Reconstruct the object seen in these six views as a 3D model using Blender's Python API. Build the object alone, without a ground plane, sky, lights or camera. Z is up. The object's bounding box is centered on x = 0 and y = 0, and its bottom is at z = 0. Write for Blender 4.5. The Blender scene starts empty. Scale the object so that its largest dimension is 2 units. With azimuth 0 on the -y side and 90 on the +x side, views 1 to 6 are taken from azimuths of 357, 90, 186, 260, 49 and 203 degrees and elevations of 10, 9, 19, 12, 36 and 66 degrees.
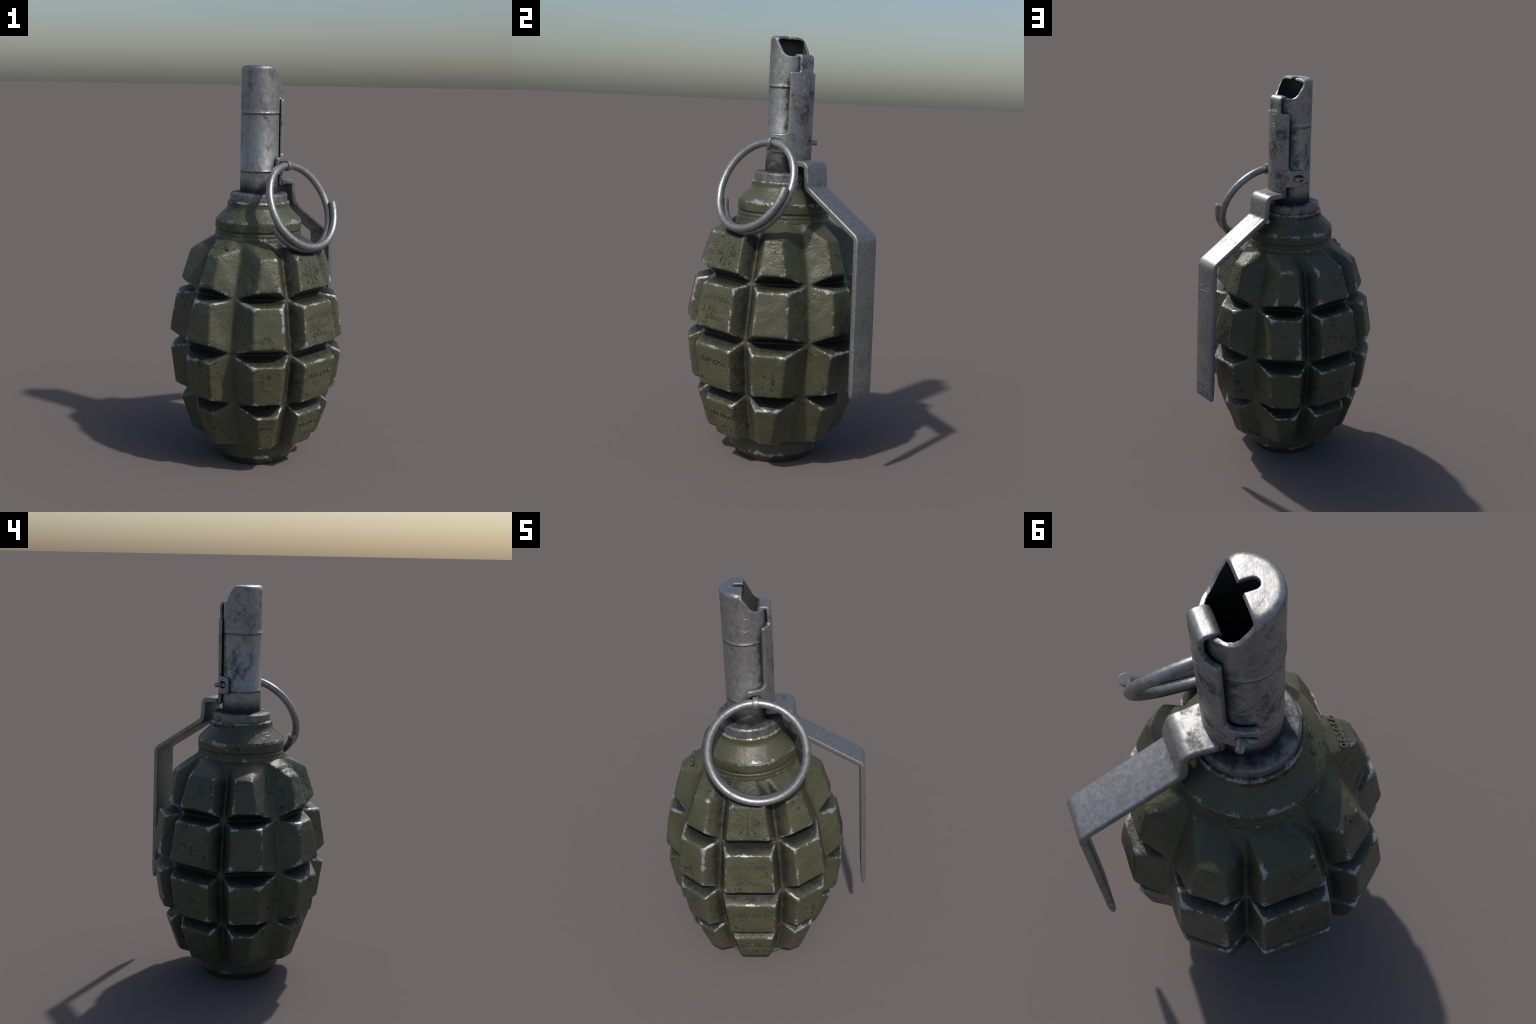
import bpy, bmesh, math, random
import numpy as np
from mathutils import Vector, Matrix, noise

random.seed(7)
scene = bpy.context.scene
COL = scene.collection


# ------------------------------------------------------------------ helpers
def rad(a):
    return math.radians(a)


def frame(az):
    """outward normal and tangent (towards greater azimuth) at an azimuth; 0 stands on -y, 90 on +x"""
    a = rad(az)
    return (Vector((math.sin(a), -math.cos(a), 0)), Vector((math.cos(a), math.sin(a), 0)))


def at(d, w, z, az):
    n, t = frame(az)
    return n * d + t * w + Vector((0, 0, z))


def polar(r, az, z):
    n, _ = frame(az)
    return n * r + Vector((0, 0, z))


def new_object(name, mesh, mat=None, parent=None, smooth=True):
    ob = bpy.data.objects.new(name, mesh)
    COL.objects.link(ob)
    if mat:
        mesh.materials.clear()
        mesh.materials.append(mat)
    if parent:
        ob.parent = parent
    if smooth and len(mesh.polygons):
        mesh.polygons.foreach_set("use_smooth", [True] * len(mesh.polygons))
    return ob


def mesh_from(name, verts, faces):
    me = bpy.data.meshes.new(name)
    me.from_pydata([tuple(v) for v in verts], [], faces)
    me.update()
    bm = bmesh.new()
    bm.from_mesh(me)
    bmesh.ops.recalc_face_normals(bm, faces=bm.faces)
    bm.to_mesh(me)
    bm.free()
    return me


def baked(ob):
    """mesh of the object with its modifiers applied; removes the object"""
    dg = bpy.context.evaluated_depsgraph_get()
    dg.update()
    me = bpy.data.meshes.new_from_object(ob.evaluated_get(dg))
    bpy.data.objects.remove(ob)
    return me


def sharpen(me, angle):
    me.set_sharp_from_angle(angle=rad(angle))


def lathe(name, profile, seg=128, closed=False):
    """revolve (r, z) points about z; r = 0 makes a pole"""
    verts, faces, rings = [], [], []
    for r, z in profile:
        if r < 1e-6:
            rings.append([len(verts)])
            verts.append((0, 0, z))
        else:
            rings.append(list(range(len(verts), len(verts) + seg)))
            verts += [(r * math.cos(math.tau * k / seg), r * math.sin(math.tau * k / seg), z) for k in range(seg)]
    pairs = list(zip(rings, rings[1:]))
    if closed:
        pairs.append((rings[-1], rings[0]))
    for a, b in pairs:
        for k in range(seg):
            j = (k + 1) % seg
            if len(a) == 1 and len(b) == 1:
                continue
            if len(a) == 1:
                faces.append((a[0], b[j], b[k]))
            elif len(b) == 1:
                faces.append((a[k], a[j], b[0]))
            else:
                faces.append((a[k], a[j], b[j], b[k]))
    return mesh_from(name, verts, faces)


def fillet(points, radii, n=6):
    """round the corners of an open 2D polyline"""
    out = [Vector(points[0])]
    for i in range(1, len(points) - 1):
        p, a, b = Vector(points[i]), Vector(points[i - 1]), Vector(points[i + 1])
        r = radii[i] if isinstance(radii, (list, tuple)) else radii
        u, v = (a - p).normalized(), (b - p).normalized()
        ang = u.angle(v)
        if r <= 0 or ang > 3.10:
            out.append(p)
            continue
        t = min(r / math.tan(ang / 2), 0.49 * (a - p).length, 0.49 * (b - p).length)
        r = t * math.tan(ang / 2)
        c = p + (u + v).normalized() * (r / math.sin(ang / 2))
        s, e = p + u * t - c, p + v * t - c
        for k in range(n + 1):
            f = k / n
            q = s.lerp(e, f)
            out.append(c + q.normalized() * r)
    out.append(Vector(points[-1]))
    return out


def sweep(path, radius, seg=20, flat_end=True):
    """round wire along a 3D path, with slightly chamfered flat ends"""
    P = [Vector(p) for p in path]
    T = []
    for i in range(len(P)):
        a, b = P[max(i - 1, 0)], P[min(i + 1, len(P) - 1)]
        T.append((b - a).normalized())
    ref = T[0].orthogonal().normalized()
    rings, verts, faces = [], [], []

    def ring(c, t, r):
        nonlocal ref
        ref = (ref - t * ref.dot(t)).normalized()
        bi = t.cross(ref)
        rings.append(list(range(len(verts), len(verts) + seg)))
        for k in range(seg):
            a = math.tau * k / seg
            verts.append(c + ref * (r * math.cos(a)) + bi * (r * math.sin(a)))

    rr = radius if callable(radius) else (lambda f: radius)
    ch = 0.14 * rr(0)
    ring(P[0], T[0], rr(0) - ch)
    ring(P[0] + T[0] * ch, T[0], rr(0))
    for i in range(1, len(P) - 1):
        ring(P[i], T[i], rr(i / (len(P) - 1)))
    che = 0.14 * rr(1)
    ring(P[-1] - T[-1] * che, T[-1], rr(1))
    ring(P[-1], T[-1], rr(1) - che)
    for a, b in zip(rings, rings[1:]):
        for k in range(seg):
            j = (k + 1) % seg
            faces.append((a[k], a[j], b[j], b[k]))
    faces.append(tuple(rings[0]))
    faces.append(tuple(reversed(rings[-1])))
    return verts, faces


# ------------------------------------------------------------------ materials
class Nodes:
    def __init__(self, name):
        self.mat = bpy.data.materials.new(name)
        self.mat.use_nodes = True
        self.t = self.mat.node_tree
        self.bsdf = self.t.nodes["Principled BSDF"]
        self.co = self.t.nodes.new("ShaderNodeTexCoord").outputs["Object"]

    def put(self, socket, v):
        if isinstance(v, bpy.types.NodeSocket):
            self.t.links.new(v, socket)
        else:
            socket.default_value = v

    def math(self, op, a, b=0.0, c=0.0, clamp=False):
        n = self.t.nodes.new("ShaderNodeMath")
        n.operation, n.use_clamp = op, clamp
        for s, v in zip(n.inputs, (a, b, c)):
            self.put(s, v)
        return n.outputs[0]

    def ramp(self, v, lo, hi, a=0.0, b=1.0, smooth=True):
        n = self.t.nodes.new("ShaderNodeMapRange")
        n.interpolation_type = "SMOOTHSTEP" if smooth else "LINEAR"
        n.clamp = True
        for k, x in zip(("Value", "From Min", "From Max", "To Min", "To Max"), (v, lo, hi, a, b)):
            self.put(n.inputs[k], x)
        return n.outputs["Result"]

    def coords(self, scale=(1, 1, 1), rot=(0, 0, 0)):
        n = self.t.nodes.new("ShaderNodeMapping")
        n.inputs["Scale"].default_value = scale
        n.inputs["Rotation"].default_value = rot
        self.t.links.new(self.co, n.inputs["Vector"])
        return n.outputs[0]

    def noise(self, scale, detail=4.0, rough=0.55, dist=0.0, co=None):
        n = self.t.nodes.new("ShaderNodeTexNoise")
        self.put(n.inputs["Vector"], co or self.co)
        n.inputs["Scale"].default_value = scale
        n.inputs["Detail"].default_value = detail
        n.inputs["Roughness"].default_value = rough
        n.inputs["Distortion"].default_value = dist
        return n.outputs["Fac"]

    def voronoi(self, scale, co=None, feature="F1"):
        n = self.t.nodes.new("ShaderNodeTexVoronoi")
        n.feature = feature
        self.put(n.inputs["Vector"], co or self.co)
        n.inputs["Scale"].default_value = scale
        return n.outputs["Distance"]

    def ao(self, dist, inside=False, samples=6):
        n = self.t.nodes.new("ShaderNodeAmbientOcclusion")
        n.inside, n.samples, n.only_local = inside, samples, inside
        n.inputs["Distance"].default_value = dist
        return n.outputs["AO"]

    def mix(self, f, a, b):
        n = self.t.nodes.new("ShaderNodeMix")
        n.data_type = "RGBA"
        self.put(n.inputs[0], f)
        self.put(n.inputs[6], a)
        self.put(n.inputs[7], b)
        return n.outputs[2]

    def bump(self, h, strength, dist, normal=None):
        n = self.t.nodes.new("ShaderNodeBump")
        n.inputs["Strength"].default_value = strength
        n.inputs["Distance"].default_value = dist
        self.t.links.new(h, n.inputs["Height"])
        if normal:
            self.t.links.new(normal, n.inputs["Normal"])
        return n.outputs[0]

    def done(self, colour, rough, metal, normal=None, spec=0.5):
        self.put(self.bsdf.inputs["Base Color"], colour)
        self.put(self.bsdf.inputs["Roughness"], rough)
        self.put(self.bsdf.inputs["Metallic"], metal)
        self.put(self.bsdf.inputs["Specular IOR Level"], spec)
        if normal:
            self.t.links.new(normal, self.bsdf.inputs["Normal"])
        return self.mat


def rgb(r, g, b):
    return (r, g, b, 1.0)


def paint_material(name, chips=1.0, edges=None, grime=1.0, light=1.0):
    """olive enamel on rough cast iron, chipped to bright metal on the edges, black dirt in the grooves"""
    m = Nodes(name)
    # --- relief of the casting under the paint
    lumps = m.noise(20, 3, 0.55, 0.3)
    grain = m.noise(95, 4, 0.65, 0.4)
    place = m.ramp(m.noise(6.5, 2), 0.42, 0.62)
    wrinkle = m.math("MULTIPLY", m.noise(40, 2, 0.5, 1.3, m.coords((1, 1, 1.4))), place)
    pit_cell = m.voronoi(52)
    pits = m.ramp(pit_cell, 0.0, 0.24, 1.0, 0.0)
    pits = m.math("MULTIPLY", pits, m.ramp(m.noise(13, 2), 0.52, 0.60))
    h = m.math("MULTIPLY_ADD", grain, 0.40, m.math("MULTIPLY", lumps, 1.1))
    h = m.math("MULTIPLY_ADD", wrinkle, 0.95, h)
    h = m.math("MULTIPLY_ADD", pits, -0.55, h)
    # --- paint colour
    tone = m.ramp(m.noise(7, 4, 0.6), 0.3, 0.7)
    paint = m.mix(tone, rgb(0.060 * light, 0.063 * light, 0.035 * light), rgb(0.080 * light, 0.083 * light, 0.047 * light))
    # --- dirt in recesses
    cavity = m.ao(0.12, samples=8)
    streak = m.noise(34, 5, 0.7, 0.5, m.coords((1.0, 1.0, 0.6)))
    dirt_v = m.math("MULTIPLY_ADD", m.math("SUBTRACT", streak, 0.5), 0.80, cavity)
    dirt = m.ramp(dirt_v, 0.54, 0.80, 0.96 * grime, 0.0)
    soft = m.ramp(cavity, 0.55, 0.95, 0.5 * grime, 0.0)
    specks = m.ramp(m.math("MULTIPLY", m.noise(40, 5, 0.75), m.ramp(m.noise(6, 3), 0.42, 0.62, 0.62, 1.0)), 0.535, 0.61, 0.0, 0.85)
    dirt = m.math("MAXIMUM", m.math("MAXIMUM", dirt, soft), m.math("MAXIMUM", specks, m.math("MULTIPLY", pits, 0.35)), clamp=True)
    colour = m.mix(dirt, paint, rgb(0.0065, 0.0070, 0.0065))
    # --- worn edges
    geo = m.t.nodes.new("ShaderNodeNewGeometry")
    sep = m.t.nodes.new("ShaderNodeSeparateXYZ")
    m.t.links.new(geo.outputs["Normal"], sep.inputs[0])
    if edges:  # turned parts: wear along given heights
        pos = m.t.nodes.new("ShaderNodeSeparateXYZ")
        m.t.links.new(m.co, pos.inputs[0])
        edge = 0.0
        for z, width, amount in edges:
            band = m.ramp(m.math("ABSOLUTE", m.math("SUBTRACT", pos.outputs[2], z)), 0.0, width, amount, 0.0, False)
            edge = m.math("MAXIMUM", edge, band)
    else:  # convex edges (curvature measured on the casting), more on those that face upwards
        att = m.t.nodes.new("ShaderNodeAttribute")
        att.attribute_name = "convexity"
        edge = m.ramp(att.outputs["Fac"], 0.0010, 0.0086, 0.0, 1.2, False)
        edge = m.math("MULTIPLY", edge, m.ramp(sep.outputs[2], -0.5, 0.5, 0.78, 1.0))
        pos = m.t.nodes.new("ShaderNodeSeparateXYZ")
        m.t.links.new(m.co, pos.inputs[0])
        edge = m.math("MULTIPLY", edge, m.ramp(pos.outputs[2], 1.02, 1.09, 1.0, 0.72))
    ragged = m.noise(85, 6, 0.85, 0.35)
    area = m.noise(15, 3, 0.6)
    wear = m.math("MULTIPLY_ADD", m.math("SUBTRACT", ragged, 0.5), 2.3 if not edges else 2.1, edge)
    wear = m.math("MULTIPLY_ADD", m.math("SUBTRACT", area, 0.5), 2.3, wear)
    chip = m.ramp(wear, 0.60, 0.66, 0.0, chips) if edges else m.ramp(wear, 0.80, 0.88, 0.0, chips)
    grey = m.mix(m.noise(60, 3), rgb(0.27, 0.27, 0.285), rgb(0.44, 0.44, 0.465))
    colour = m.mix(chip, colour, grey)
    rough = m.math("MULTIPLY_ADD", grain, 0.24, 0.29)
    rough = m.math("MULTIPLY_ADD", dirt, 0.25, rough)
    h = m.math("MULTIPLY_ADD", chip, -0.4, h)
    normal = m.bump(h, 0.36, 0.010)
    return m.done(colour, rough, m.math("MULTIPLY", chip, 0.55), normal, 0.5)


def metal_material(name, bright=0.36, dirt_amount=1.0, rough=0.40, stretch=(1, 1, 1), blotch=9.0, extra=None, bump=0.12, patch_at=0.49, clean_above=None, hollow=None):
    """dull zinc-grey steel with smoky black dirt in corners and in soft patches; extra gives dirt masks by place"""
    m = Nodes(name)
    fine = m.noise(70, 4, 0.65, 0.2, m.coords(stretch))
    cloud = m.noise(blotch, 5, 0.68, 0.3, m.coords(stretch))
    b = bright
    base = m.mix(m.ramp(fine, 0.3, 0.7), rgb(b * 0.80, b * 0.80, b * 0.80), rgb(b * 1.08, b * 1.08, b * 1.08))
    cavity = m.ao(0.07, samples=8)
    v = m.math("MULTIPLY_ADD", m.math("SUBTRACT", m.noise(32, 5, 0.72), 0.5), 0.95, cavity)
    dirt = m.ramp(v, 0.28, 0.80, 0.92 * dirt_amount, 0.0)
    patch = m.ramp(cloud, patch_at, patch_at + 0.17, 0.0, 0.85 * dirt_amount)
    patch = m.math("MULTIPLY", patch, m.ramp(m.noise(45, 4, 0.7), 0.32, 0.62))
    if clean_above:
        sep = m.t.nodes.new("ShaderNodeSeparateXYZ")
        m.t.links.new(m.co, sep.inputs[0])
        patch = m.math("MULTIPLY", patch, m.ramp(sep.outputs[2], clean_above, clean_above + 0.012, 1.0, 0.25))
    dirt = m.math("MAXIMUM", dirt, patch, clamp=True)
    if extra:
        dirt = m.math("MAXIMUM", dirt, extra(m), clamp=True)
    colour = m.mix(dirt, base, rgb(0.016, 0.016, 0.017))
    r = m.math("MULTIPLY_ADD", fine, 0.18, rough - 0.09)
    r = m.math("MULTIPLY_ADD", dirt, 0.22, r)
    scratches = m.ramp(m.noise(14, 2, 0.5, 0, m.coords((1, 1, 9), (0.5, 0.3, 0.2))), 0.68, 0.73)
    h = m.math("MULTIPLY_ADD", scratches, -0.35, m.math("ADD", fine, m.noise(30, 3)))
    normal = m.bump(h, bump, 0.006)
    metal = m.math("MULTIPLY_ADD", dirt, -0.5, 0.86)
    if hollow:  # darkened inside of a tube of this inner radius
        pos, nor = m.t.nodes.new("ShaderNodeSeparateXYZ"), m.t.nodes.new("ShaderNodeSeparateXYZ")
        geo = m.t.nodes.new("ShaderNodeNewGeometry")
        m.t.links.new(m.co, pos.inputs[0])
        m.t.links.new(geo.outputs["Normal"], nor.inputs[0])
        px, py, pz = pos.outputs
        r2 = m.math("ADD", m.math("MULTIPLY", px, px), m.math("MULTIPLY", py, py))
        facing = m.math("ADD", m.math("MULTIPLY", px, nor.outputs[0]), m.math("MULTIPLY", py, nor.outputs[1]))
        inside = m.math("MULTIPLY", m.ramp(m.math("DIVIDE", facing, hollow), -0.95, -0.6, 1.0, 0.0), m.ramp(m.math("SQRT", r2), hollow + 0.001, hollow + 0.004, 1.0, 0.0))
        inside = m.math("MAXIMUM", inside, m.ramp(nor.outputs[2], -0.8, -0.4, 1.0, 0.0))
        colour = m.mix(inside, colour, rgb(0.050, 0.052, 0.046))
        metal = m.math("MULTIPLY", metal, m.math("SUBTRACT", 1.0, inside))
    return m.done(colour, r, metal, normal)


def tube_dirt(m):
    """smoke marks along the sides of the sleeve and at the foot of the tube"""
    sep = m.t.nodes.new("ShaderNodeSeparateXYZ")
    m.t.links.new(m.co, sep.inputs[0])
    x, y, z = sep.outputs
    d = m.math("MULTIPLY", m.math("ADD", x, y), 0.7071 / 0.0955)  # cos of the angle from the lever side
    ragged = m.math("MULTIPLY", m.math("SUBTRACT", m.noise(30, 5, 0.7), 0.5), 0.85)
    side = m.ramp(m.math("ADD", d, ragged), 0.36, 0.74, 0.0, 0.93)
    side = m.math("MULTIPLY", side, m.ramp(z, 1.845, 1.78))
    foot = m.ramp(m.math("MULTIPLY_ADD", ragged, 0.06, z), 1.385, 1.455, 0.95, 0.0)
    return m.math("MAXIMUM", side, foot)


def ring_dirt(m):
    sep = m.t.nodes.new("ShaderNodeSeparateXYZ")
    m.t.links.new(m.co, sep.inputs[0])
    x, y, z = sep.outputs
    r = m.math("SQRT", m.math("ADD", m.math("MULTIPLY", x, x), m.math("MULTIPLY", y, y)))
    ragged = m.math("MULTIPLY", m.math("SUBTRACT", m.noise(34, 5, 0.72), 0.5), 0.16)
    return m.ramp(m.math("ADD", r, ragged), 0.100, 0.158, 0.95, 0.35)


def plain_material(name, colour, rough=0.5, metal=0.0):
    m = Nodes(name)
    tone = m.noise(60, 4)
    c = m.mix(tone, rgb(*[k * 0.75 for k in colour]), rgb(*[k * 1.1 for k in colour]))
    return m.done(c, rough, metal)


def worn_red(name):
    m = Nodes(name)
    c = m.mix(m.ramp(m.noise(60, 5, 0.75), 0.42, 0.58), rgb(0.035, 0.022, 0.016), rgb(0.15, 0.013, 0.011))
    return m.done(c, 0.55, 0.0)


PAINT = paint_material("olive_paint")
COLLAR = paint_material("olive_paint_collar", 0.9, [(1.330, 0.017, 0.66), (1.236, 0.020, 0.58), (1.163, 0.03, 0.34), (0.043, 0.026, 0.50)], 0.45)
CAST_MARK = paint_material("olive_paint_marks", 0.0, None, 0.0, 1.05)
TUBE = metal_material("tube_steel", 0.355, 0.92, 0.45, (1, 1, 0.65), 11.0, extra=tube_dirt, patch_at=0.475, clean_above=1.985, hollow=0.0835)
RINGSTEEL = metal_material("seat_steel", 0.36, 0.9, 0.36, extra=ring_dirt)
SLEEVE = metal_material("sleeve_steel", 0.36, 0.92, 0.46, blotch=9.0, patch_at=0.46, clean_above=1.89)


def lever_dirt(m):
    """smoke spots on the flange and the step, clean arm below"""
    sep = m.t.nodes.new("ShaderNodeSeparateXYZ")
    m.t.links.new(m.co, sep.inputs[0])
    spots = m.ramp(m.math("MULTIPLY", m.noise(26, 5, 0.72), m.ramp(m.noise(9, 2), 0.35, 0.6, 0.8, 1.05)), 0.46, 0.70, 0.0, 0.65)
    return m.math("MULTIPLY", spots, m.ramp(sep.outputs[2], 1.27, 1.33))


LEVER = metal_material("lever_steel", 0.33, 0.45, 0.50, blotch=6.0, extra=lever_dirt)
WIRE = metal_material("wire_steel", 0.36, 0.45, 0.42, blotch=14.0)
DARK = plain_material("dark_inside", (0.055, 0.057, 0.050), 0.7)
RED = worn_red("faded_red_paint")

# ------------------------------------------------------------------ root
root = bpy.data.objects.new("hand_grenade", None)
COL.objects.link(root)
root["label"] = "olive green segmented hand grenade with steel fuze, ring and lever"
root["category"] = "hand grenade"

# ------------------------------------------------------------------ cast body with 32 fragments
# rows of blocks: distance of the flat face from the axis, half width and height of its top and bottom edge
ROWS = [
    dict(t=(0.321, 1.080), b=(0.3675, 0.941)),
    dict(t=(0.392, 0.860), b=(0.4255, 0.675)),
    dict(t=(0.420, 0.575), b=(0.3955, 0.392)),
    dict(t=(0.365, 0.303), b=(0.307, 0.139)),
]
# half widths (top, bottom) of a face on the side of a narrow groove, a wide groove next to a narrow one, and between two wide ones
SIDE = {
    "narrow": [(0.070, 0.089), (0.097, 0.108), (0.108, 0.097), (0.084, 0.061)],
    "skewed": [(-0.006, 0.014), (0.030, 0.033), (0.032, 0.021), (0.003, -0.016)],
    "parting": [(0.030, 0.040), (0.049, 0.074), (0.073, 0.070), (0.050, 0.030)],
}
PROUD = 0.0050
LEAN = {"narrow": 0.0, "skewed": 0.015, "parting": 0.001}  # faces reach further out beside the wide grooves
NODES = [(0.334, 0.884), (0.380, 0.626), (0.339, 0.367)]  # where grooves cross


def side_kind(sector, side):
    az = sector * 45
    if az in (135, 315):
        return "parting"
    wide_side = -1 if az in (0, 180) else 1
    return "skewed" if az in (0, 90, 180, 270) and side == wide_side else "narrow"


def build_body():
    verts, faces, cache = [], [], {}

    def V(p):
        key = tuple(round(c, 5) for c in p)
        if key not in cache:
            cache[key] = len(verts)
            verts.append(Vector(p))
        return cache[key]

    def groove(g):  # g-th vertical groove at azimuth 45 g - 22.5
        az = 45 * g - 22.5
        narrow = g % 8 in (1, 2, 5, 6)
        top = (0.272, 1.078) if narrow else (0.243, 1.118)
        bot = (0.262, 0.126) if narrow else (0.262, 0.122)
        return [polar(r - 0.006, az, z) for r, z in [top] + NODES + [bot]]

    top_c, bot_c = V((0, 0, 1.17)), V((0, 0, 0.06))
    for s in range(8):
        az = 45 * s
        GL, GR = groove(s), groove(s + 1)
        face = []
        for i, row in enumerate(ROWS):
            kl, kr = SIDE[side_kind(s, -1)][i], SIDE[side_kind(s, 1)][i]
            (dt, zt), (db, zb) = row["t"], row["b"]
            # sharp corners stand a little proud: the rounding of the casting takes them back
            dt, db, zt, zb = dt + PROUD, db + PROUD, zt + 0.006, zb - 0.006
            L, Rt = LEAN[side_kind(s, -1)], LEAN[side_kind(s, 1)]
            face.append((at(dt + L, -kl[0] - 0.007, zt, az), at(dt + Rt, kr[0] + 0.007, zt, az), at(db + Rt, kr[1] + 0.007, zb, az), at(db + L, -kl[1] - 0.007, zb, az)))
        nr, nz = 0.215, 1.158
        N = [polar(nr, az + a, nz) for a in (-22.5, -8, 8, 22.5)]
        C = [polar(0.206, az + a, 0.100) for a in (-22.5, -8, 8, 22.5)]
        for i, (TL, TR, BR, BL) in enumerate(face):
            gl0, gl1, gr0, gr1 = GL[i], GL[i + 1], GR[i], GR[i + 1]
            faces.append([V(p) for p in (TL, BL, BR, TR)])
            faces.append([V(p) for p in (gl0, gl1, BL, TL)])
            faces.append([V(p) for p in (TR, BR, gr1, gr0)])
            if i:
                faces.append([V(p) for p in (gl0, TL, TR, gr0)])
            if i < 3:
                faces.append([V(p) for p in (BL, gl1, gr1, BR)])
        TL, TR = face[0][:2]
        faces.append([V(p) for p in (N[1], TL, TR, N[2])])
        faces.append([V(p) for p in (N[0], GL[0], TL, N[1])])
        faces.append([V(p) for p in (N[2], TR, GR[0], N[3])])
        BR, BL = face[3][2:]
        faces.append([V(p) for p in (C[1], C[2], BR, BL)])
        faces.append([V(p) for p in (C[0], C[1], BL, GL[4])])
        faces.append([V(p) for p in (C[2], C[3], GR[4], BR)])
        for a, b in zip(N, N[1:]):
            faces.append([top_c, V(a), V(b)])
        for a, b in zip(C, C[1:]):
            faces.append([bot_c, V(b), V(a)])
    me = mesh_from("casting", verts, faces)
    ob = new_object("casting", me)
    m = ob.modifiers.new("r", "REMESH")
    m.mode, m.voxel_size, m.adaptivity = "VOXEL", 0.0046, 0.0
    m = ob.modifiers.new("s", "SMOOTH")
    m.factor, m.iterations = 0.5, 26
    me = baked(ob)
    # uneven surface of the casting
    n = len(me.vertices)
    co = np.empty(n * 3)
    no = np.empty(n * 3)
    me.vertices.foreach_get("co", co)
    me.vertex_normals.foreach_get("vector", no)
    co, no = co.reshape(-1, 3), no.reshape(-1, 3)
    off = np.empty(n)
    for i, p in enumerate(co):
        q = Vector(p)
        off[i] = 0.0016 * noise.noise(q * 9) + 0.0012 * noise.noise(q * 24 + Vector((3, 1, 7)))
    co += no * off[:, None]
    me.vertices.foreach_set("co", co.ravel())
    me.update()
    no = np.empty(n * 3)
    me.vertex_normals.foreach_get("vector", no)
    no = no.reshape(-1, 3)
    # convexity: how far each point stands out of the surface averaged over about two centimetres
    ne = len(me.edges)
    ed = np.empty(ne * 2, int)
    me.edges.foreach_get("vertices", ed)
    ed = ed.reshape(-1, 2)
    ia, ib = np.concatenate([ed[:, 0], ed[:, 1]]), np.concatenate([ed[:, 1], ed[:, 0]])
    deg = np.maximum(np.bincount(ia, minlength=n), 1)
    avg = co.copy()
    for _ in range(44):
        avg = np.stack([np.bincount(ia, weights=avg[ib, k], minlength=n) / deg for k in range(3)], 1)
    convex = ((co - avg) * no).sum(1)
    print("convexity percentiles", np.percentile(convex, [5, 50, 80, 90, 95, 99, 99.9]).round(4))
    # faces by fragment
    nf = len(me.polygons)
    cen = np.empty(nf * 3)
    me.polygons.foreach_get("center", cen)
    cen = cen.reshape(-1, 3)
    az = np.degrees(np.arctan2(cen[:, 0], -cen[:, 1])) % 360
    sec = np.floor(((az + 22.5) % 360) / 45).astype(int)
    row = np.digitize(-cen[:, 2], [-0.884, -0.626, -0.367])
    idx = np.empty(nf * 4, int)
    me.polygons.foreach_get("vertices", idx)
    idx = idx.reshape(-1, 4)
    body = bpy.data.objects.new("body", None)
    COL.objects.link(body)
    body.parent = root
    for s in range(8):
        for r in range(4):
            f = idx[(sec == s) & (row == r)]
            used, inv = np.unique(f, return_inverse=True)
            inv = inv.reshape(-1, 4)
            pm = bpy.data.meshes.new("fragment")
            pm.from_pydata(co[used].tolist(), [], inv.tolist())
            pm.update()
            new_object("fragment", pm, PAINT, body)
            att = pm.attributes.new("convexity", "FLOAT", "POINT")
            att.data.foreach_set("value", convex[used])
            pm.normals_split_custom_set_from_vertices(no[used].tolist())
    bpy.data.meshes.remove(me)
    return body


body = build_body()

neck_profile = fillet(
    [(0.0, 1.334), (0.140, 1.334), (0.150, 1.334), (0.156, 1.327), (0.1565, 1.300), (0.2140, 1.243), (0.2165, 1.234), (0.2170, 1.196), (0.2125, 1.190),
     (0.2125, 1.184), (0.2170, 1.180), (0.2168, 1.172), (0.2166, 1.167), (0.2182, 1.163), (0.2195, 1.156), (0.2200, 1.150), (0.214, 1.140), (0.19, 1.12), (0.0, 1.12)],
    [0, 0, 0.004, 0.006, 0.03, 0.008, 0.008, 0.004, 0.002, 0.002, 0.004, 0.003, 0.003, 0.003, 0.004, 0.004, 0, 0, 0], 5)


def add_lathe(name, profile, mat, parent, seg=144, angle=50):
    me = lathe(name, [tuple(p) for p in profile], seg)
    ob = new_object(name, me, mat, parent)
    sharpen(me, angle)
    return ob


add_lathe("neck", neck_profile, COLLAR, body)
base_profile = fillet([(0.0, 0.135), (0.19, 0.135), (0.2125, 0.112), (0.2125, 0.044), (0.182, 0.0), (0.0, 0.0)], [0, 0.004, 0.01, 0.012, 0.006, 0], 5)
add_lathe("foot", base_profile, COLLAR, body)

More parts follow.
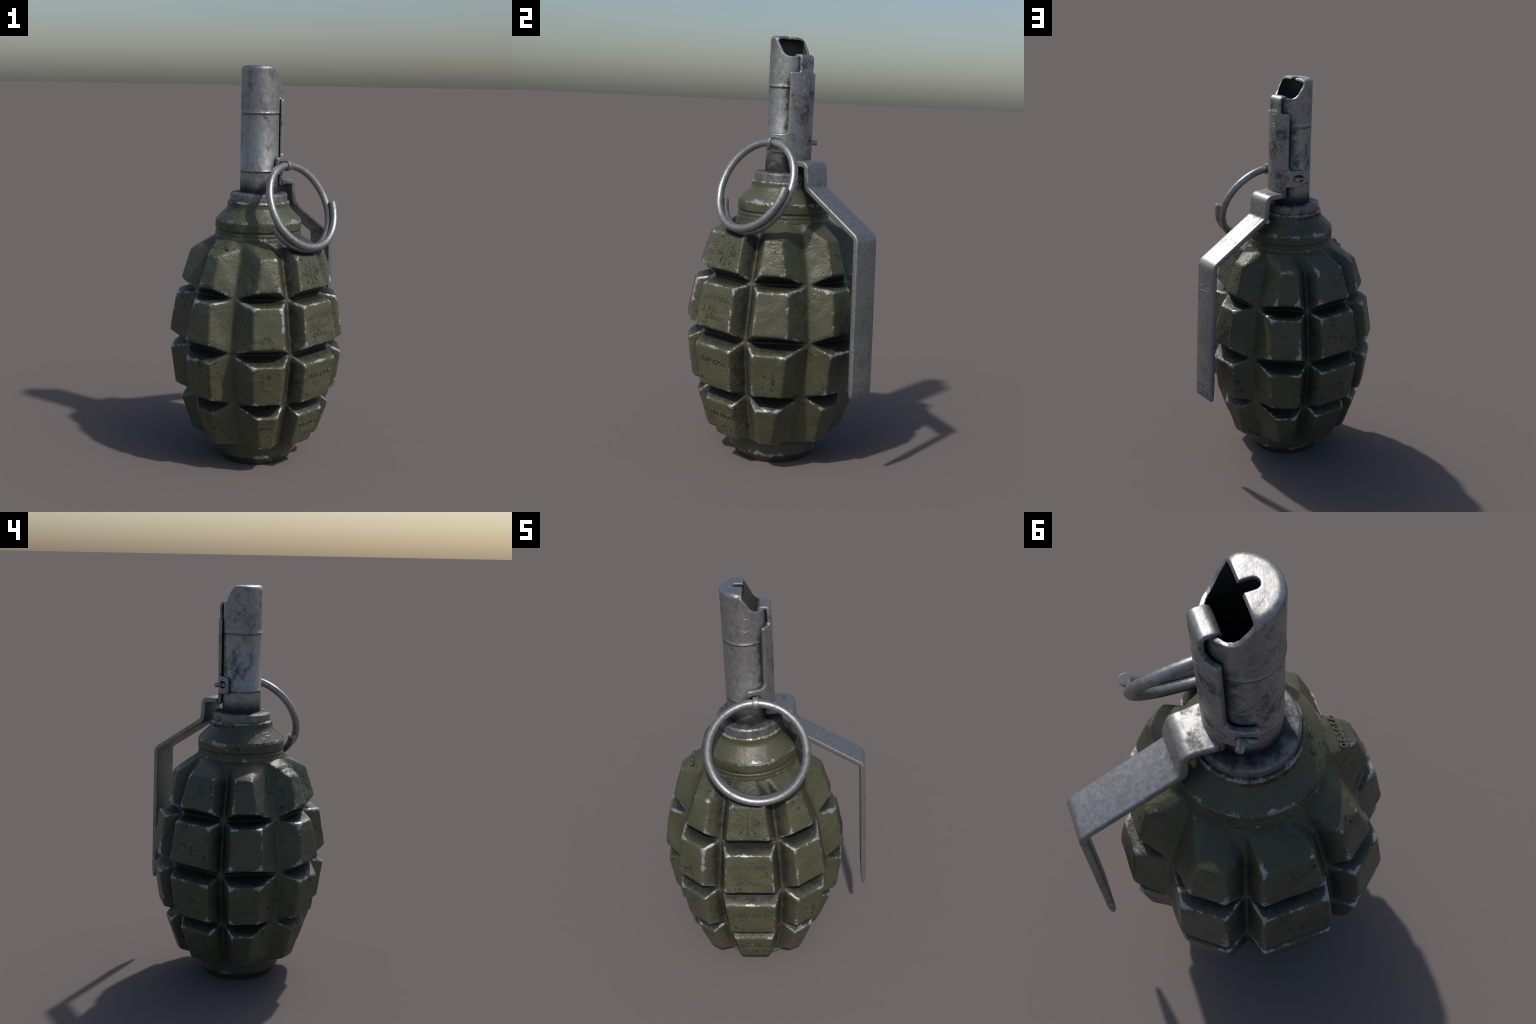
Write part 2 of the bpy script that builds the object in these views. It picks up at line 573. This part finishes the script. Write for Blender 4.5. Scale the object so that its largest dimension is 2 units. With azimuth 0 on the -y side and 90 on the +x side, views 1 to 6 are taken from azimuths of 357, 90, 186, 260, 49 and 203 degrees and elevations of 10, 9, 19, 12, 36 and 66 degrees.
# ------------------------------------------------------------------ fuze
fuze = bpy.data.objects.new("fuze", None)
COL.objects.link(fuze)
fuze.parent = root
seat_profile = fillet([(0.0, 1.325), (0.1435, 1.325), (0.1435, 1.366), (0.136, 1.3735), (0.090, 1.378), (0.0, 1.378)], [0, 0, 0.004, 0.005, 0, 0], 4)
add_lathe("seat_ring", seat_profile, RINGSTEEL, fuze)
R = 0.0955
tube_profile = [(0.0, 1.36), (R - 0.0005, 1.36)]
for z in (1.482, 1.766):  # rolled lips
    tube_profile += [(R - 0.0004, z - 0.0075), (R - 0.0045, z - 0.006), (R - 0.0045, z - 0.0005), (R + 0.0010, z), (R + 0.0022, z + 0.0015), (R + 0.0022, z + 0.0035), (R + 0.0008, z + 0.0055), (R, z + 0.007)]
tube_profile += [(R, 1.79), (R - 0.009, 1.79), (R - 0.009, 1.51), (0.0, 1.51)]
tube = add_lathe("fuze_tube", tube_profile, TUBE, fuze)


def build_cap():
    """top of the tube: thin shell with flat end, cut open on the lever side, slotted end plate"""
    Ro, Ri = R + 0.0002, R - 0.0120
    prof = fillet([(Ri, 1.782), (Ro, 1.782), (Ro, 1.999), (0.0, 1.999)], [0, 0, 0.019, 0], 8)
    prof += fillet([(0.0, 1.988), (Ri, 1.988), (Ri, 1.782)], [0, 0.006, 0], 4)
    me = lathe("cap", [tuple(p) for p in prof], 160)
    ob = new_object("cap", me)
    cut_line = [(-0.001, 2.05), (0.000, 1.999), (0.004, 1.987), (0.013, 1.966), (0.034, 1.927), (0.046, 1.914), (0.058, 1.908), (0.075, 1.907), (0.20, 1.907), (0.20, 2.05)]
    verts = [at(d, w, z, 135) for w in (-0.2, 0.2) for d, z in cut_line]
    k = len(cut_line)
    fs = [tuple(range(k)), tuple(range(2 * k - 1, k - 1, -1))] + [(i, (i + 1) % k, k + (i + 1) % k, k + i) for i in range(k)]
    c1 = new_object("cut", mesh_from("cut", verts, fs))
    hw, end = 0.0155, -0.026
    outline = [(0.008, -hw), (end, -hw)] + [(end - hw * math.cos(a), hw * math.sin(a)) for a in np.linspace(-1.4, 1.4, 9)] + [(end, hw), (0.008, hw)]
    k = len(outline)
    verts = [at(d, w, z, 135) for z in (1.96, 2.05) for d, w in outline]
    fs = [tuple(range(k)), tuple(range(2 * k - 1, k - 1, -1))] + [(i, (i + 1) % k, k + (i + 1) % k, k + i) for i in range(k)]
    c2 = new_object("cut", mesh_from("cut", verts, fs))
    for c in (c1, c2):
        m = ob.modifiers.new("b", "BOOLEAN")
        m.operation, m.solver, m.object = "DIFFERENCE", "EXACT", c
    m = ob.modifiers.new("r", "REMESH")
    m.mode, m.voxel_size = "VOXEL", 0.0016
    m = ob.modifiers.new("s", "SMOOTH")
    m.factor, m.iterations = 0.5, 15
    me = baked(ob)
    for c in (c1, c2):
        bpy.data.objects.remove(c)
    me.name = "tube_cap"
    bm = bmesh.new()  # keep the shell only, drop slivers left by the cuts
    bm.from_mesh(me)
    todo, parts = set(bm.verts), []
    while todo:
        stack, part = [todo.pop()], []
        while stack:
            v = stack.pop()
            part.append(v)
            for e in v.link_edges:
                o = e.other_vert(v)
                if o in todo:
                    todo.remove(o)
                    stack.append(o)
        parts.append(part)
    parts.sort(key=len)
    for part in parts[:-1]:
        bmesh.ops.delete(bm, geom=part, context="VERTS")
    bm.to_mesh(me)
    bm.free()
    n, t = frame(135)
    for v in me.vertices:  # the end plate sags a little at both ends of the opening
        d, w = v.co.dot(n), abs(v.co.dot(t))
        if v.co.z > 1.94:
            f = min(max((w - 0.045) / 0.05, 0), 1) * min(max((d + 0.035) / 0.035, 0), 1)
            g = min(max((v.co.z - 1.945) / 0.045, 0), 1)
            v.co.z -= 0.015 * f * f * g
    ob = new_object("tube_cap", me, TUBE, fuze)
    return ob


build_cap()
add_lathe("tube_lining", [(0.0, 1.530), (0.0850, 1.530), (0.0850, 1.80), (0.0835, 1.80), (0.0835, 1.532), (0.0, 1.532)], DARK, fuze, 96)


# ------------------------------------------------------------------ sleeve of the lever, wrapped round the tube
def flat_shape(outlines, thickness, bevel, res=3):
    """filled flat plate with rounded rims from closed 2D outlines (later ones are holes)"""
    cu = bpy.data.curves.new("plate", "CURVE")
    cu.dimensions, cu.fill_mode = "2D", "BOTH"
    cu.extrude, cu.bevel_depth, cu.bevel_resolution = thickness / 2 - bevel, bevel, res
    cu.offset = -bevel
    for pts in outlines:
        sp = cu.splines.new("POLY")
        sp.points.add(len(pts) - 1)
        for p, q in zip(sp.points, pts):
            p.co = (q[0], q[1], 0, 1)
        sp.use_cyclic_u = True
    ob = bpy.data.objects.new("plate", cu)
    COL.objects.link(ob)
    me = baked(ob)
    bpy.data.curves.remove(cu)
    return me


def closed_fillet(points, radii, n=5):
    pts = [Vector(p) for p in points]
    out = []
    k = len(pts)
    for i in range(k):
        seg = fillet([pts[i - 1], pts[i], pts[(i + 1) % k]], [0, radii[i], 0], n)
        out += seg[1:-1]
    return out


def slice_mesh(me, xs=(), ys=()):
    bm = bmesh.new()
    bm.from_mesh(me)
    bmesh.ops.remove_doubles(bm, verts=bm.verts, dist=1e-6)
    for axis, vals in ((0, xs), (1, ys)):
        for v in vals:
            co, no = Vector((0, 0, 0)), Vector((0, 0, 0))
            co[axis], no[axis] = v, 1
            bmesh.ops.bisect_plane(bm, geom=bm.verts[:] + bm.edges[:] + bm.faces[:], plane_co=co, plane_no=no, dist=1e-6)
    bmesh.ops.triangulate(bm, faces=[f for f in bm.faces if len(f.verts) > 4])
    bm.to_mesh(me)
    bm.free()


RM, THICK = 0.1100, 0.0195


def build_sleeve():
    def X(phi):
        return RM * rad(phi)

    hw, top, tab, zt = X(43.5), 1.836, 0.0380, 1.970
    e0, e1, ez0, ez1 = X(43.5), X(88), 1.467, 1.553
    right = [(0, 1.407), (X(38), 1.407), (X(38), ez0), (e1, ez0), (e1, ez1), (e0, ez1), (hw, top), (tab, top), (tab, zt)]
    rr = [0, 0.004, 0.008, 0.012, 0.014, 0.018, 0.006, 0.010, 0.010]
    pts = right[1:] + [(-x, z) for x, z in reversed(right[1:])]
    rads = rr[1:] + list(reversed(rr[1:]))
    outline = closed_fillet(pts, rads)
    holes = []
    for s in (-1, 1):
        holes.append([(s * X(70) + 0.0235 * math.cos(a), 1.513 + 0.0165 * math.sin(a)) for a in np.linspace(0, math.tau, 25)[:-1]])
    me = flat_shape([outline] + holes, THICK, 0.0045)
    xs = [X(p) for p in np.arange(-86, 87, 4)]
    slice_mesh(me, xs, list(np.arange(1.83, 1.86, 0.005)) + list(np.arange(1.889, 1.975, 0.0025)) + list(np.arange(1.42, 1.83, 0.05)))
    n, t = frame(135)
    hook = fillet([(0.0, 1.80), (0.0, 1.9105), (-0.0415, 1.9105), (-0.0415, 1.80)], [0, 0.0150, 0.0150, 0], 8)
    run = [0.0]
    for a, b in zip(hook, hook[1:]):
        run.append(run[-1] + (b - a).length)
    for v in me.vertices:
        x, y, h = v.co
        f = min(max((y - 1.838) / 0.016, 0), 1)
        f = f * f * (3 - 2 * f)
        rm, h = RM - 0.0022 * f, h * (1 - 0.22 * f)
        phi = x / RM
        r, z = rm + h, y
        if y > 1.86:  # follow the bent centre line of the tab
            k = max(q for q in range(len(run) - 1) if run[q] <= y - 1.80 or q == 0)
            u = (hook[k + 1] - hook[k]).normalized()
            p = hook[k] + u * (y - 1.80 - run[k]) + Vector((u.y, -u.x)) * h
            r, z = rm + p.x, p.y
        # the tab above the sleeve and its hook are flat across
        w, d = (1 - f) * r * math.sin(phi) + f * 1.05 * x, (1 - f) * r * math.cos(phi) + f * r
        v.co = n * d + t * w + Vector((0, 0, z))
    bm = bmesh.new()
    bm.from_mesh(me)
    bmesh.ops.recalc_face_normals(bm, faces=bm.faces)
    bm.to_mesh(me)
    bm.free()
    ob = new_object("lever_sleeve", me, SLEEVE, lever)
    sharpen(me, 40)
    return ob


lever = bpy.data.objects.new("safety_lever", None)
COL.objects.link(lever)
lever.parent = root
sleeve = build_sleeve()


def build_lever():
    """bent strip: flange at the tube, step down, slope, long flat arm"""
    half = 0.0130
    outer = [(0.100, 1.4355), (0.205, 1.4335), (0.216, 1.322), (0.5275, 1.131), (0.5480, 0.408)]
    # centre line: shift the outer line inwards
    lines = []
    for a, b in zip(outer, outer[1:]):
        a, b = Vector(a), Vector(b)
        u = (b - a).normalized()
        nrm = Vector((-u.y, u.x))
        lines.append((a - nrm * half, u))
    centre = [lines[0][0]]
    for (p, u), (q, v) in zip(lines, lines[1:]):
        den = u.x * v.y - u.y * v.x
        s = ((q.x - p.x) * v.y - (q.y - p.y) * v.x) / den
        centre.append(p + u * s)
    p, u = lines[-1]
    centre.append(p + u * (Vector(outer[-1]) - Vector(outer[-2])).length)
    line = fillet(centre, [0, 0.026, 0.030, 0.034, 0], 8)
    # even out long straight runs so that wear and dents have vertices
    pts = [line[0]]
    for q in line[1:]:
        p = pts[-1]
        k = max(1, int((q - p).length / 0.015))
        pts += [p.lerp(q, (i + 1) / k) for i in range(k)]
    L = [0.0]
    for a, b in zip(pts, pts[1:]):
        L.append(L[-1] + (b - a).length)
    # rounded-rectangle cross section
    def section(hh, hw):
        b = min(0.0065, hh * 0.85)
        out = []
        for sx, sy, a0 in ((1, 1, 0), (-1, 1, 90), (-1, -1, 180), (1, -1, 270)):
            for k in range(5):
                a = rad(a0 + 22.5 * k)
                out.append((sx * (hw - b) + b * math.cos(a), sy * (hh - b) + b * math.sin(a)))
        return out
    verts, faces, rings = [], [], []
    for i, p in enumerate(pts):
        a, b = pts[max(i - 1, 0)], pts[min(i + 1, len(pts) - 1)]
        u = (b - a).normalized()
        nrm = Vector((-u.y, u.x))
        left = L[-1] - L[i]
        hh = half * (1 - 0.38 * max(0, 1 - left / 0.06) ** 2)
        hw = 0.0665 + (0.006 * max(0, 1 - L[i] / 0.05))
        ring = []
        for w, h in section(hh, hw):
            q = p + nrm * h
            ring.append(len(verts))
            verts.append(at(q.x, w, q.y, 135))
        rings.append(ring)
    k = len(rings[0])
    # rounded lower end
    u = (pts[-1] - pts[-2]).normalized()
    nrm = Vector((-u.y, u.x))
    for f, sh in ((0.004, 0.75), (0.006, 0.42)):
        ring = []
        for w, h in section(half * 0.62, 0.0665 - f * 0.8):
            q = pts[-1] + u * f + nrm * (h * sh)
            ring.append(len(verts))
            verts.append(at(q.x, w, q.y, 135))
        rings.append(ring)
    for a, b in zip(rings, rings[1:]):
        for i in range(k):
            j = (i + 1) % k
            faces.append((a[i], a[j], b[j], b[i]))
    faces.append(tuple(rings[0]))
    faces.append(tuple(rings[-1]))
    me = mesh_from("lever_arm", verts, faces)
    ob = new_object("lever_arm", me, LEVER, lever)
    sharpen(me, 60)
    return ob


build_lever()

# ------------------------------------------------------------------ pull ring and cotter pin
pull = bpy.data.objects.new("safety_pin", None)
COL.objects.link(pull)
pull.parent = root
RING_C, RING_AZ, RING_EL, RING_R, WIRE_R = Vector((0.199, -0.131, 1.318)), 47.2, 24.5, 0.215, 0.0185
ce, se = math.cos(rad(RING_EL)), math.sin(rad(RING_EL))
rn0, _ = frame(RING_AZ)
RN = Vector((rn0.x * ce, rn0.y * ce, se))
RA = Vector((0, 0, 1)).cross(RN).normalized()
RB = RN.cross(RA)


def ring_point(deg, off):
    a = rad(deg)
    return RING_C + RA * (RING_R * math.cos(a)) + RB * (RING_R * math.sin(a)) + RN * off


path = []
START, TURN = -1.0, 519.0
for k in range(221):
    f = k / 220
    th = TURN * f
    # the two overlapping stretches touch side by side; the single stretch between them is flat
    lap = TURN - 360
    off = 0.0378 * (1 - th / lap) if th < lap else (0.0 if th < 360 else -0.0378 * (th - 360) / lap)
    path.append(ring_point(START - th, off))
v, f = sweep(path, WIRE_R, 24)
me = mesh_from("pull_ring", v, f)
ring_ob = new_object("pull_ring", me, WIRE, pull)
sharpen(me, 30)


def build_pin():
    n, t = frame(135)
    verts, faces = [], []

    def add(vf):
        k = len(verts)
        verts.extend(vf[0])
        faces.extend([tuple(i + k for i in q) for q in vf[1]])

    D, Z = 0.047, 1.513
    eye = ring_point(90, 0.0)
    # band bent round the ring wire
    tang = RA
    outv = (-t - tang * (-t).dot(tang)).normalized()
    up = tang.cross(outv)
    band = []
    ri, ro, hw = WIRE_R + 0.0012, WIRE_R + 0.0085, 0.0125
    prof = closed_fillet([(-hw, ri), (hw, ri), (hw, ro), (-hw, ro)], [0.001, 0.001, 0.003, 0.003], 3)
    seg = 40
    bv, bf = [], []
    for k in range(seg):
        a = math.tau * k / seg
        dirv = outv * math.cos(a) + up * math.sin(a)
        for w, r in prof:
            bv.append(eye + tang * w + dirv * r)
    kp = len(prof)
    for k in range(seg):
        for i in range(kp):
            a, b = k * kp, ((k + 1) % seg) * kp
            j = (i + 1) % kp
            bf.append((a + i, a + j, b + j, b + i))
    add((bv, bf))
    # shank through the tube, then two legs bent apart
    start = eye - outv * (WIRE_R + 0.004)
    shank = [start, at(D, -0.120, Z, 135), at(D, 0.060, Z, 135), at(D, 0.104, Z, 135)]
    add(sweep([shank[0], shank[0].lerp(shank[1], 0.5), shank[1], shank[2], shank[3]], 0.0125, 20))
    leg = [at(D + 0.002, 0.090, Z, 135), at(D + 0.004, 0.104, Z, 135), at(D + 0.010, 0.120, Z, 135), at(D + 0.017, 0.130, Z, 135), at(D + 0.022, 0.136, Z, 135)]
    add(sweep(leg, lambda f: 0.0124 - 0.0008 * f, 16))
    leg = [at(D - 0.001, 0.090, Z, 135), at(D - 0.005, 0.104, Z, 135), at(D - 0.014, 0.114, Z - 0.001, 135), at(D - 0.028, 0.121, Z - 0.002, 135), at(D - 0.034, 0.123, Z - 0.002, 135)]
    add(sweep(leg, lambda f: 0.0105 - 0.0035 * f, 16))
    me = mesh_from("cotter", verts, faces)
    ob = new_object("cotter", me, WIRE, pull)
    sharpen(me, 50)


build_pin()


# ------------------------------------------------------------------ marks and lettering
def text_mesh(body_text, size, depth, spacing=1.0, bevel=0.0):
    cu = bpy.data.curves.new("text", "FONT")
    cu.body, cu.size, cu.extrude = body_text, size, depth
    cu.align_x, cu.align_y = "CENTER", "CENTER"
    cu.space_character = spacing
    if bevel:  # soft cast letters: sloping sides
        cu.extrude, cu.bevel_depth, cu.bevel_resolution = max(depth - bevel, 0.0002), bevel, 0
    cu.resolution_u = 3
    ob = bpy.data.objects.new("text", cu)
    COL.objects.link(ob)
    me = baked(ob)
    bpy.data.curves.remove(cu)
    return me


def place(me, fn, name, mat, parent, slices=None):
    if slices:
        slice_mesh(me, slices)
    for v in me.vertices:
        v.co = fn(*v.co)
    me.update()
    ob = new_object(name, me, mat, parent, smooth=False)
    ob["kind"] = "stuff"
    return ob


# faded red name round the neck
me = text_mesh("модель Ф-1", 0.036, 0.0006, 1.05)
xs = [v.co.x for v in me.vertices]
stretch = 0.1565 * rad(56) / (max(xs) - min(xs))
place(me, lambda x, y, h: polar(0.1572 + h, 228 + math.degrees(x * stretch / 0.1565), 1.3125 + y), "neck_lettering", RED, body, list(np.arange(-0.2, 0.2, 0.006)))


def face_place(sector, row, f):
    """map flat (x, y, h) on to the face of a block; y = 0 is at the fraction f down the face"""
    (dt, zt), (db, zb) = ROWS[row]["t"], ROWS[row]["b"]
    slope = Vector((db - dt, zb - zt))
    u = slope.normalized()

    def fn(x, y, h):
        q = Vector((dt, zt)) + slope * f - u * y
        nrm = Vector((-u.y, u.x))
        q += nrm * (h + PROUD)
        return at(q.x, x, q.y, sector * 45)

    return fn


def strokes(lines, width, depth):
    """raised strokes: thin ridged bars"""
    verts, faces = [], []
    for a, b in lines:
        a, b = Vector(a), Vector(b)
        u = (b - a).normalized()
        s = Vector((-u.y, u.x)) * width
        k = len(verts)
        verts += [(*(a + s), -depth), (*(a - s), -depth), (*(b - s), -depth), (*(b + s), -depth), (*(a + u * width * 0.6), depth), (*(b - u * width * 0.6), depth)]
        faces += [(k, k + 1, k + 4), (k + 2, k + 3, k + 5), (k + 1, k + 2, k + 5, k + 4), (k + 3, k, k + 4, k + 5)]
    return mesh_from("strokes", verts, faces)


# radiating emblem on the upper block facing the ring
em = [((0, 0.055), (0, -0.055))]
for s in (-1, 1):
    em += [((0, 0.055), (s * 0.010, 0.044)), ((0, -0.046), (s * 0.010, -0.055))]
    em += [((s * 0.014, 0.030), (s * 0.036, 0.050)), ((s * 0.036, 0.050), (s * 0.044, 0.042)), ((s * 0.014, 0.030), (s * 0.040, 0.030))]
    em += [((s * 0.014, 0.005), (s * 0.034, 0.024)), ((s * 0.034, 0.024), (s * 0.060, 0.004)), ((s * 0.020, 0.001), (s * 0.060, 0.001))]
    em += [((s * 0.014, -0.012), (s * 0.040, -0.006)), ((s * 0.040, -0.006), (s * 0.058, -0.009))]
    em += [((s * 0.016, -0.020), (s * 0.036, -0.040)), ((s * 0.036, -0.040), (s * 0.026, -0.050))]
place(strokes(em, 0.0024, 0.0022), face_place(1, 0, 0.52), "cast_emblem", CAST_MARK, body)
for txt, row, f, size in (("Металл", 1, 0.27, 0.046), ("з", 1, 0.42, 0.032), ("Дерево", 1, 0.56, 0.040), ("резка", 1, 0.74, 0.036),
                          ("Ангарск", 2, 0.30, 0.040), ("35", 2, 0.56, 0.040), ("Литейный", 3, 0.32, 0.028), ("завод", 3, 0.55, 0.026)):
    place(text_mesh(txt, size, 0.0016, 1.1, 0.0013), face_place(1, row, f), "cast_lettering", CAST_MARK, body)


def roof_place(sector, f):
    a, b = Vector((0.215, 1.158)), Vector(ROWS[0]["t"])
    u = (b - a).normalized()
    nrm = Vector((-u.y, u.x))

    def fn(x, y, h):
        q = a.lerp(b, f) - u * y + nrm * (h + PROUD * 0.9)
        return at(q.x, x, q.y, sector * 45)

    return fn


for txt, f, size in (("пятого", 0.50, 0.034), ("года", 0.72, 0.032), ("цех", 0.92, 0.030)):
    place(text_mesh(txt, size, 0.0022, 1.05, 0.0014), roof_place(7, f), "cast_lettering", CAST_MARK, body)


def lever_place(w0, z0, turn=0.0):
    c, s = math.cos(rad(turn)), math.sin(rad(turn))

    def fn(x, y, h):
        w, z = w0 + c * x - s * y, z0 + s * x + c * y
        d = 0.5275 + (0.548 - 0.5275) * (1.131 - z) / (1.131 - 0.408)
        return at(d + 0.0001 + h, w, z, 135)

    return fn


place(text_mesh("52-9", 0.052, 0.0010, 1.0), lever_place(-0.010, 1.046, -90), "lever_lettering", LEVER, lever)
place(text_mesh("граната", 0.0315, 0.0007, 1.0), lever_place(0.003, 0.476), "lever_lettering", LEVER, lever)
place(text_mesh("^  ^", 0.040, 0.0007, 1.0), lever_place(0.010, 0.428), "lever_lettering", LEVER, lever)
arc = [(-0.062 + 0.102 * k / 8, 0.996 + 0.016 * math.sin(math.pi * (0.1 + 0.8 * k / 8))) for k in range(9)]
ticks = list(zip(arc, arc[1:])) + [((-0.040, 0.985), (0.020, 0.990)), ((0.020, 0.990), (0.042, 1.000))]
place(strokes(ticks, 0.0022, 0.0009), lever_place(0, 0), "lever_marks", LEVER, lever)


# stamped circles
def stamped(radius, phi0, z0, r, mat, parent, wire=0.0012, flat=False):
    seg, sub = 48, 8
    verts, faces = [], []
    for k in range(seg):
        a = math.tau * k / seg
        for i in range(sub):
            b = math.tau * i / sub
            rr = r + wire * 1.5 * math.cos(b)
            x, y, h = rr * math.cos(a), rr * math.sin(a), wire * math.sin(b)
            if flat:
                verts.append(at(radius + h - wire * 0.35, x, z0 + y, 135))
            else:
                verts.append(polar(radius + h - wire * 0.35, 135 + phi0 + math.degrees(x / radius), z0 + y))
    for k in range(seg):
        for i in range(sub):
            a, b = k * sub, ((k + 1) % seg) * sub
            j = (i + 1) % sub
            faces.append((a + i, a + j, b + j, b + i))
    new_object("stamped_circle", mesh_from("stamped_circle", verts, faces), mat, parent)


for s in (-1, 1):
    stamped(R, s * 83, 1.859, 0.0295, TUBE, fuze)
stamped(RM - 0.0022 + THICK * 0.39, 0, 1.866, 0.0245, SLEEVE, lever, flat=True)
for z in (1.803, 1.741):
    stamped(RM + THICK * 0.5, 1, z, 0.0255, SLEEVE, lever)
